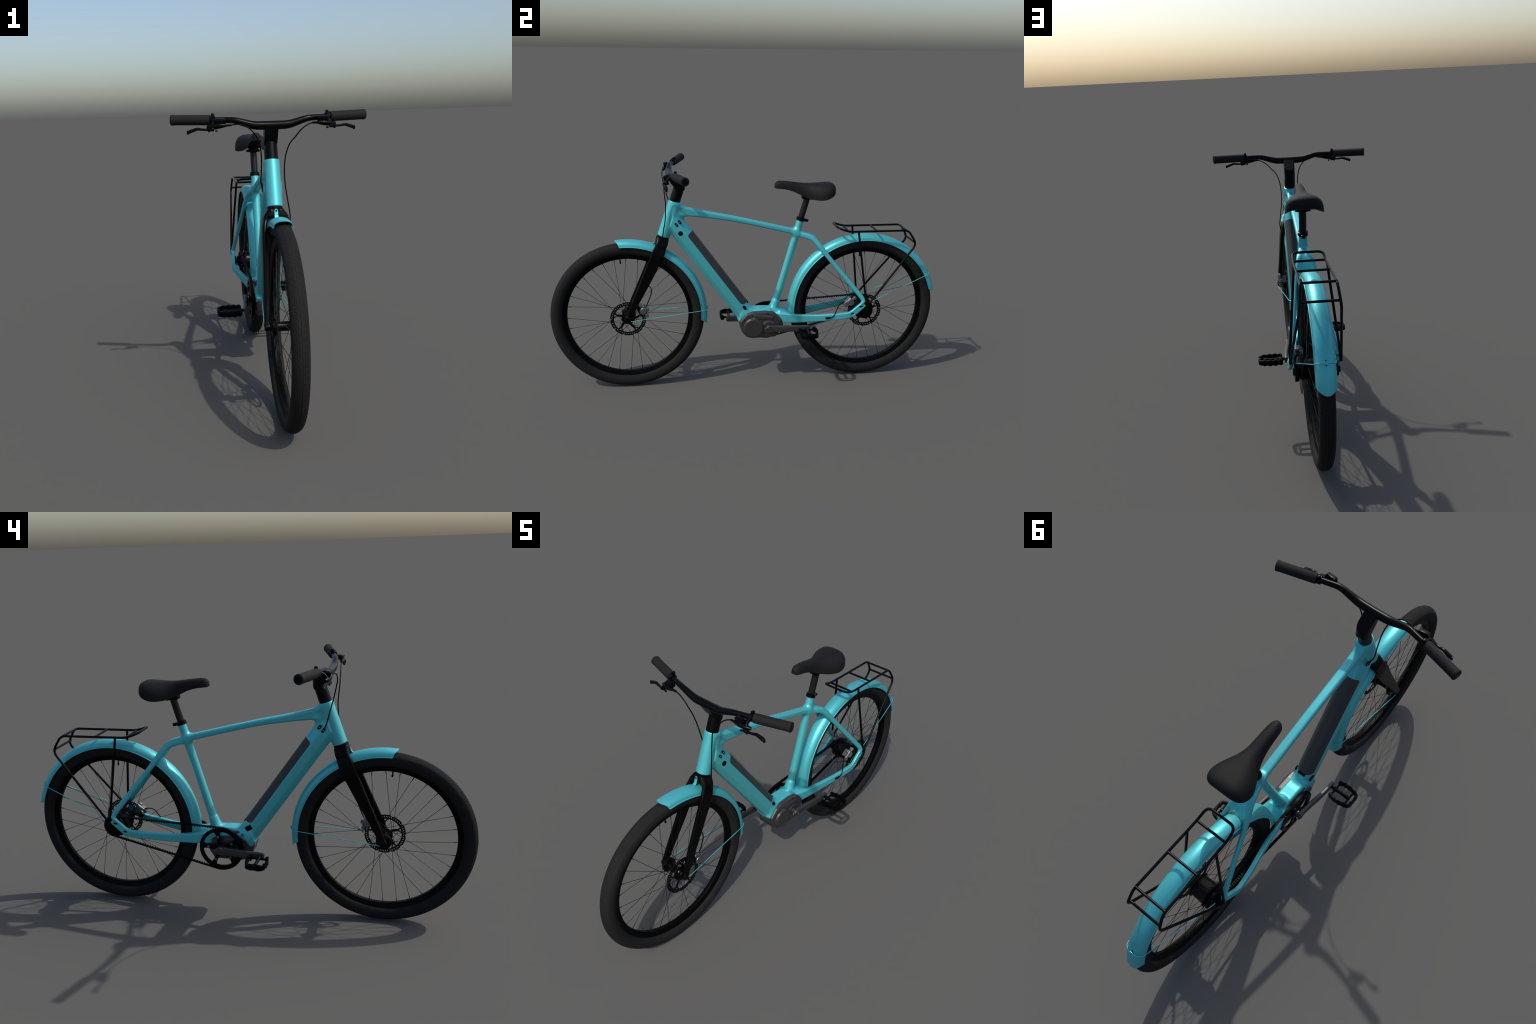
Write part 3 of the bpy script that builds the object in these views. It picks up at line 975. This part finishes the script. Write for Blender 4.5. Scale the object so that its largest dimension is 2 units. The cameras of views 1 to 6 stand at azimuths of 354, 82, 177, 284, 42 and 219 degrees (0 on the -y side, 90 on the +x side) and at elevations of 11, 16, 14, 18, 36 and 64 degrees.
for kind, C, fr, fx in (("front", FW, 0.0318, 0.0345), ("rear", RW, 0.0500, 0.0350)):
    W = empty("wheel", tuple(C))
    link("tyre", ME_TYRE, M_RUBBER, W)
    link("rim", ME_RIM, M_DEEP, W)
    g = Geo()
    g.add(*revolve(HUB[kind], 56))
    link("hub", g.mesh("hub", 30), M_BLACK, W)
    link("brake_disc", ME_ROTOR, M_BLACK, W, (0.0475 if kind == "front" else 0.0620, 0, 0), (math.radians(5 if kind == "front" else 10), 0, 0))
    link("valve", ME_VALVE, M_DEEP, W, rot=(math.radians(5.6 if kind == "front" else 4.2), 0, 0))
    hole = 78 if kind == "front" else 55
    base = {(sd, l): spoke_mesh(fr, sd * fx, -l * hole) for sd in (1, -1) for l in (1, -1)}
    # four-spoke lacing cycle: (side of the hub, direction of the pull)
    cycle = ((1, 1), (-1, -1), (1, -1), (-1, 1)) if kind == "front" else ((-1, -1), (1, 1), (-1, 1), (1, -1))
    for k in range(32):
        link("spoke", base[cycle[k % 4]], M_STEEL, W, rot=(-math.radians(11.25 * k + (0.0 if kind == "front" else 1.2)), 0, 0))

# axle ends and the round plates in the drop-outs
g = Geo()
g.add(*revolve([(0.0700, 0.010), (0.0700, 0.0385), (0.0830, 0.0400), (0.0850, 0.0385), (0.0850, 0.0160), (0.0900, 0.0150), (0.0920, 0.0120), (0.0920, 0.0)], 48, RW))
link("dropout_plate", g.mesh("dropout_plate", 30), M_BLACK, ROOT)
g = Geo()
g.add(*revolve([(-0.0780, 0.010), (-0.0780, 0.0270), (-0.0880, 0.0270), (-0.0900, 0.0250), (-0.0900, 0.0130), (-0.0980, 0.0120), (-0.0985, 0.0)], 40, RW))
link("dropout_plate", g.mesh("dropout_plate", 30), M_BLACK, ROOT)

# =============================================================== mudguards
def guard(name, C, th_lo_mid, th_lo_edge, th_hi_mid, th_hi_edge, thick=0.0022, n=120):
    sec = [(-0.0385, 0.3695), (-0.0380, 0.3722), (-0.0360, 0.3738)]
    for k in range(25):
        a = math.pi * (1 - k / 24)
        ca, sa = math.cos(a), math.sin(a)
        sec.append((0.0352 * ca, 0.3738 + 0.0278 * sa ** 0.93))
    sec += [(0.0360, 0.3738), (0.0380, 0.3722), (0.0385, 0.3695)]
    sec = np.array(sec)
    t = np.gradient(sec, axis=0)
    t /= np.linalg.norm(t, axis=1)[:, None]
    nrm = np.stack([t[:, 1], -t[:, 0]], 1)
    inner = sec + nrm * thick
    loop = np.concatenate([sec, inner[::-1]])
    m = len(loop)
    vs, fs = [], []
    for i in range(n + 1):
        s = i / n
        for x, r in loop:
            q = min(1.0, abs(x) / 0.0375) ** 2
            lo = th_lo_mid + (th_lo_edge - th_lo_mid) * q
            hi = th_hi_mid + (th_hi_edge - th_hi_mid) * q
            a = math.radians(lo + (hi - lo) * s)
            vs.append((x, C[1] + r * math.cos(a), C[2] + r * math.sin(a)))
    for i in range(n):
        for k in range(m):
            l = (k + 1) % m
            fs.append((i * m + k, i * m + l, (i + 1) * m + l, (i + 1) * m + k))
    h = len(sec)
    for i in (0, n):
        for k in range(h - 1):
            fs.append((i * m + k, i * m + k + 1, i * m + m - 2 - k, i * m + m - 1 - k))
    return mesh_from(name, vs, fs, 40)


GF = link("mudguard", guard("mudguard", FW, -8.2, -4.2, 97.5, 94.0), M_PAINT, ROOT)
GR = link("mudguard", guard("mudguard", RW, 10.8, 14.4, 184.0, 184.0), M_PAINT, ROOT)


def guard_stay(C, deg, foot, name="mudguard_stay"):
    a = math.radians(deg)
    pts = []
    for s in (1, -1):
        arc = []
        for k in range(0, 11):
            b = math.pi / 2 * k / 10
            x, r = s * (0.0400 * math.cos(b)), 0.3720 + 0.0335 * math.sin(b) ** 0.9
            arc.append(V3(x, C[1] + r * math.cos(a), C[2] + r * math.sin(a)))
        side = [V3(s * foot[0], foot[1], foot[2])] + arc
        pts = pts + side if s == 1 else pts + side[::-1][1:]
    g = Geo()
    g.add(*tube(pts, 0.0017, 8))
    # clip on the guard
    p = V3(0, C[1] + 0.405 * math.cos(a), C[2] + 0.405 * math.sin(a))
    g.add(*rbox(p, (0.014, 0.004, 0.010), 0.0012, rot_x(deg)))
    return g


for C, deg, foot, par in ((FW, 3.6, (0.073, -0.600, 0.3785), GF), (RW, 27.0, (0.0800, 0.6300, 0.4320), GR)):
    link("mudguard_stay", guard_stay(C, deg, foot).mesh("mudguard_stay", 40), M_PAINT, par)
    for q in (1.2, -1.2):
        a = math.radians(deg + q)
        d = V3(0, math.cos(a), math.sin(a))
        g = Geo()
        g.add(*cyl_between(V3(*C) + d * 0.401, V3(*C) + d * 0.4042, 0.0022, n=12))
        link("rivet", g.mesh("rivet", 40), M_DEEP, par)
# tab that holds the guard to the fork crown
g = Geo()
tab = [(0, -0.4790, 0.7640), (0, -0.4720, 0.7700), (0, -0.4690, 0.7780), (0, -0.4655, 0.7930), (0, -0.4642, 0.7975), (0, -0.4636, 0.7995)]
tw = [0.0068, 0.0068, 0.0068, 0.0066, 0.0045, 0.0018]
g.add(*sweep(tab, [[(-w, -0.001), (w, -0.001), (w, 0.001), (-w, 0.001)] for w in tw], up=(0, -1, 0)))
link("mudguard_tab", g.mesh("mudguard_tab", 40), M_PAINT, GF)
g = Geo()
g.add(*cyl_between((0, -0.4640, 0.7925), (0, -0.4685, 0.7938), 0.0036, n=16))
link("bolt", g.mesh("bolt", 40), M_DEEP, GF)

# ============================================================ luggage rack
TR = 0.0054
rack = [(0.1015, 0.6220, 0.4360), (0.0735, 0.8655, 0.7400), (0.0665, 0.8210, 0.8120), (0.0655, 0.5050, 0.8125), (0.0620, 0.4500, 0.8335), (-0.0620, 0.4500, 0.8335),
        (-0.0655, 0.5050, 0.8125), (-0.0665, 0.8210, 0.8120), (-0.0735, 0.8655, 0.7400), (-0.1015, 0.6220, 0.4360)]
g = Geo()
g.add(*tube(fillet(rack, [0, 0.030, 0.024, 0.03, 0.026, 0.026, 0.03, 0.024, 0.030, 0], 8), TR, 14))
RACK = link("luggage_rack", g.mesh("luggage_rack", 60), M_BLACK, ROOT)
for y, z, w in ((0.508, 0.8125, 0.0655), (0.654, 0.8128, 0.066), (0.8100, 0.8122, 0.0665), (0.8500, 0.7530, 0.0720)):
    g = Geo()
    g.add(*tube([(-w, y, z), (0, y, z), (w, y, z)], TR * 0.93, 12, up=(0, 0, 1)))
    link("cross_bar", g.mesh("cross_bar", 60), M_BLACK, RACK)
for s in (1, -1):
    g = Geo()
    g.add(*tube([(s * 0.0655, 0.5575, 0.811), (s * 0.083, 0.580, 0.63), (s * 0.1005, 0.6030, 0.4480)], TR, 14))
    link("rack_post", g.mesh("rack_post", 60), M_BLACK, RACK)
    g = Geo()
    g.add(*cyl_between((s * 0.094, 0.6040, 0.4420), (s * 0.106, 0.6040, 0.4420), 0.0068, n=18, chamfer=0.001))
    g.add(*cyl_between((s * 0.094, 0.6170, 0.4290), (s * 0.106, 0.6170, 0.4290), 0.0068, n=18, chamfer=0.001))
    g.add(*rbox((s * 0.0985, 0.6110, 0.4370), (0.005, 0.028, 0.014), 0.002, rot_x(-45)))
    link("rack_mount", g.mesh("rack_mount", 40), M_BLACK, RACK)

# =============================================================== drivetrain
CX = -0.0535                    # plane of the belt
R_F, R_R = 0.0985, 0.0480       # belt radii (inner face)
dy, dz = RW[1] - BB[0], RW[2] - BB[1]
D = math.hypot(dy, dz)
phi = math.atan2(dz, dy)
off = math.acos((R_F - R_R) / D)


def belt_path(extra, step):
    c0, c1 = V3(*BB), V3(RW[1], RW[2])
    a_up, a_dn = phi + off, phi - off
    pts = []
    n = int((2 * math.pi - 2 * off) * R_F / step)
    for k in range(n + 1):
        a = a_up + (2 * math.pi - 2 * off) * k / n
        pts.append((c0 + V3(math.cos(a), math.sin(a)) * (R_F + extra), a))
    L = math.sqrt(D * D - (R_F - R_R) ** 2)
    n2 = int(L / step)
    pa, pb = c0 + V3(math.cos(a_dn), math.sin(a_dn)) * (R_F + extra), c1 + V3(math.cos(a_dn), math.sin(a_dn)) * (R_R + extra)
    for k in range(1, n2):
        pts.append((pa + (pb - pa) * k / n2, a_dn))
    n3 = int(2 * off * R_R / step)
    for k in range(n3 + 1):
        a = a_dn + 2 * off * k / n3
        pts.append((c1 + V3(math.cos(a), math.sin(a)) * (R_R + extra), a))
    pa, pb = c1 + V3(math.cos(a_up), math.sin(a_up)) * (R_R + extra), c0 + V3(math.cos(a_up), math.sin(a_up)) * (R_F + extra)
    for k in range(1, n2):
        pts.append((pa + (pb - pa) * k / n2, a_up))
    return pts


g = Geo()
loop = belt_path(0.0022, 0.006)
g.add(*sweep([(CX, p[0], p[1]) for p, _ in loop], [(-0.0020, -0.0060), (0.0020, -0.0060), (0.0020, 0.0060), (-0.0020, 0.0060)], up=(1, 0, 0), closed=True))
tooth_v, tooth_f = rbox((0, 0, 0), (0.0118, 0.0056, 0.0050), 0.0012)
for p, a in belt_path(-0.0015, 0.01185):
    R = rot_x(math.degrees(a) - 90)
    g.add([tuple(R @ Vector(q) + Vector((CX, p[0], p[1]))) for q in tooth_v], tooth_f)
BELT = link("drive_belt", g.mesh("drive_belt", 40), M_DEEP, ROOT)


def cog(name, C, r, teeth, x0, x1, inner):
    g = Geo()
    n = teeth * 4
    prof = []
    for i in range(n):
        rr = r if i % 4 < 2 else r - 0.0038
        prof.append(rr)
    vs, fs = [], []
    for x in (x0, x1):
        for i in range(n):
            a = 2 * math.pi * i / n
            vs.append((x, C[0] + prof[i] * math.cos(a), C[1] + prof[i] * math.sin(a)))
        for i in range(n):
            a = 2 * math.pi * i / n
            vs.append((x, C[0] + inner * math.cos(a), C[1] + inner * math.sin(a)))
    for i in range(n):
        j = (i + 1) % n
        fs.append((i, j, n + j, n + i))
        fs.append((2 * n + i, 3 * n + i, 3 * n + j, 2 * n + j))
        fs.append((i, 2 * n + i, 2 * n + j, j))
        fs.append((n + i, n + j, 3 * n + j, 3 * n + i))
    g.add(vs, fs)
    return g


CH = cog("chainring", BB, R_F, 55, CX - 0.0052, CX + 0.0052, 0.0825)
g = CH
g.add(*revolve([(CX - 0.0072, 0.0835), (CX - 0.0072, 0.0960), (CX - 0.0052, 0.0985), (CX - 0.0052, 0.0825)], 96, (0, *BB), closed=True))
RING = link("chainring", g.mesh("chainring", 30), M_BLACK, ROOT)
g = Geo()
arm_ang = [math.radians(a) for a in (8, 80, 152, 224, 296)]
for a in arm_ang:
    d = V3(0, math.cos(a), math.sin(a))
    side = V3(0, -math.sin(a), math.cos(a))
    c = V3(CX - 0.002, BB[0], BB[1])
    pts = [c + d * q for q in (0.016, 0.040, 0.062, 0.072, 0.0825)]
    wid = [0.0125, 0.0095, 0.0085, 0.0105, 0.0165]
    g.add(*sweep(pts, [rrect(w, 0.0034, 0.0015, 2) for w in wid], up=(1, 0, 0)))
g.add(*revolve([(CX - 0.010, 0.012), (CX - 0.010, 0.0220), (CX - 0.006, 0.0260), (CX + 0.006, 0.0260), (CX + 0.016, 0.020), (CX + 0.016, 0.012)], 40, (0, *BB), closed=True))
link("spider", g.mesh("spider", 35), M_BLACK, RING)
for a in arm_ang:
    g = Geo()
    g.add(*revolve([(0.002, 0.0060), (-0.0075, 0.0060), (-0.0082, 0.0054), (-0.0082, 0.0030), (-0.0070, 0.0028), (-0.0070, 0.0)], 20,
                   (CX, BB[0] + 0.0570 * math.cos(a), BB[1] + 0.0570 * math.sin(a))))
    link("chainring_bolt", g.mesh("chainring_bolt", 30), M_BOLT, RING)
g = cog("sprocket", (RW[1], RW[2]), R_R, 24, CX - 0.0055, CX + 0.0055, 0.030)
g.add(*revolve([(CX - 0.0095, 0.0300), (CX - 0.0095, 0.0470), (CX - 0.0070, 0.0490), (CX - 0.0060, 0.0480), (CX - 0.006, 0.030)], 64, (0, RW[1], RW[2]), closed=True))
link("sprocket", g.mesh("sprocket", 30), M_BLACK, ROOT)

# crank arms and pedals ------------------------------------------------
def crank(s):
    fwd = V3(0, 0.9995, 0.016) * s
    c = V3(s * 0.0785, BB[0], BB[1])
    P = spline([c - fwd * 0.016, c + fwd * 0.02, c + fwd * 0.07 + V3(s * 0.006, 0, 0), c + fwd * 0.13 + V3(s * 0.0145, 0, 0), c + fwd * 0.185 + V3(s * 0.0185, 0, 0), c + fwd * 0.208 + V3(s * 0.019, 0, 0)], 6)
    n = len(P)
    hh = [float(np.interp(i / (n - 1), (0, 0.06, 0.25, 0.6, 0.93, 1), (0.010, 0.0185, 0.0175, 0.0165, 0.0150, 0.0120))) for i in range(n)]
    tt = [float(np.interp(i / (n - 1), (0, 0.3, 0.7, 1), (0.0100, 0.0090, 0.0078, 0.0072))) for i in range(n)]
    g = Geo()
    g.add(*sweep(P, [rrect(t, h, 0.0045, 4) for t, h in zip(tt, hh)], up=(0, 0, 1), transport=False))
    prof = [(-s * 0.022, 0.0165), (s * 0.0085, 0.0175), (s * 0.0105, 0.0160), (s * 0.0105, 0.0125), (s * 0.0092, 0.0118), (s * 0.0092, 0.0075), (s * 0.0110, 0.0070), (s * 0.0110, 0.0035), (s * 0.0060, 0.0030), (s * 0.0060, 0.0)]
    g.add(*revolve(prof, 36, c))
    arm = link("crank_arm", g.mesh("crank_arm", 35), M_CRANK, ROOT)
    g = Geo()
    g.add(*cyl_between(c - fwd * 0.020 + V3(0, 0, 0.006), c - fwd * 0.020 + V3(0, 0, -0.006), 0.0042, n=14, chamfer=0.0008))
    link("clamp_bolt", g.mesh("clamp_bolt", 40), M_BOLT, arm)
    return c + fwd * 0.1905 + V3(s * 0.0185, 0, 0), arm


def pedal(s, p, tilt):
    R = rot_x(tilt)
    def place(v):
        return [tuple(R @ Vector(q) + Vector(p)) for q in v]
    x = lambda q: s * q
    g = Geo()
    half = [(0.020, -0.0325), (0.030, -0.0400), (0.056, -0.0440), (0.090, -0.0410), (0.1120, -0.0350), (0.1195, -0.0260)]
    path = half + [(q, -w) for q, w in half[::-1]]
    pp = fillet([(x(a), b, 0) for a, b in path], 0.008, 4)
    v, f = sweep(pp, rrect(0.0050, 0.0110, 0.0018, 2), up=(0, 0, 1))
    g.add(place(v), f)
    for (q, w) in ((0.028, 0.036), (0.098, 0.034)):
        v, f = rbox((x(q), 0, 0), (0.007, 2 * w, 0.010), 0.0015)
        g.add(place(v), f)
    for sg in (1, -1):                      # raised grip lugs on the rails
        for (q, w, turn) in ((0.028, 0.0375, 40), (0.050, 0.0430, 8), (0.074, 0.0430, -6), (0.097, 0.0380, -20), (0.1175, 0.0150, 90)):
            for up in (1, -1):
                Rz = Matrix.Rotation(math.radians(-turn * s * sg), 3, 'Z')
                v, f = rbox((x(q), sg * w, up * 0.0118), (0.0125, 0.0092, 0.0034), 0.0008, Rz)
                g.add(place(v), f)
    ped = link("pedal", g.mesh("pedal", 35), M_DEEP, ROOT)
    g = Geo()
    v, f = revolve([(x(0.002), 0.0065), (x(0.014), 0.0065), (x(0.016), 0.0095), (x(0.026), 0.0095), (x(0.045), 0.0072), (x(0.076), 0.0072), (x(0.088), 0.0092), (x(0.100), 0.0092), (x(0.101), 0.0)], 20)
    g.add(place(v), f)
    link("pedal_axle", g.mesh("pedal_axle", 35), M_BLACK, ped)


for s in (1, -1):
    p, arm = crank(s)
    pedal(s, p, 4)

for sd in (1, -1):
    for (py, pz) in ((0.532, 0.3819), (0.580, 0.4176)):
        g = Geo()
        put(g, side_plate(0.0210, 0.0085, 0.0010), (sd * 0.0985, py, pz), 3)  # black plug modelled as the darkness inside the open drop-out slot
        link("slot_shade_plug", g.mesh("slot_shade_plug", 40), M_DEEP, FRAME)

# ================================================================ calipers
def caliper(c, ang):
    """two piston housings joined by a bridge, tilted to follow the disc"""
    ca, sa = math.cos(math.radians(ang)), math.sin(math.radians(ang))

    def tf(fl):
        def fn(x, y, z):
            yy, zz = y - c[1], z - c[2]
            return fl(x - c[0], yy * ca + zz * sa, -yy * sa + zz * ca)
        return Field(fn, (c[0] - 0.05, c[1] - 0.07, c[2] - 0.07), (c[0] + 0.05, c[1] + 0.07, c[2] + 0.07))
    A = disc_field((0.0, 0.0), 0.0170, -0.020, -0.0045, 0.003)
    B = disc_field((0.0, 0.0), 0.0170, 0.0045, 0.018, 0.003)
    E = box_field((-0.001, -0.004, 0.0145), (0.017, 0.020, 0.0065), 0.003)
    G = box_field((0.006, 0.0, 0.005), (0.007, 0.036, 0.0060), 0.0025)
    H = disc_field((0.031, 0.004), 0.0085, -0.004, 0.015, 0.002)
    I = disc_field((-0.031, 0.004), 0.0085, -0.004, 0.015, 0.002)
    J = box_field((0.008, -0.020, 0.014), (0.006, 0.012, 0.0060), 0.0025)
    K = box_field((0.0, 0.006, 0.022), (0.009, 0.008, 0.007), 0.002)
    return [(tf(q), 0.003, '+') for q in (A, B, E, G, H, I, J, K)]


for c, ang in (((0.0620, 0.5300, 0.4335), 38), ((0.0560, -0.5385, 0.4300), -62)):
    net_object("brake_caliper", caliper(c, ang), 0.0015, M_ALLOY, ROOT)
g = Geo()
g.add(*rbox((0.0640, -0.5590, 0.4400), (0.013, 0.018, 0.062), 0.003, rot_x(26)))
link("caliper_mount", g.mesh("caliper_mount", 40), M_BLACK, FORK)
g = Geo()
g.add(*rbox((0.0810, 0.5420, 0.4080), (0.016, 0.060, 0.014), 0.003, rot_x(38)))
link("caliper_mount", g.mesh("caliper_mount", 40), M_BLACK, ROOT)
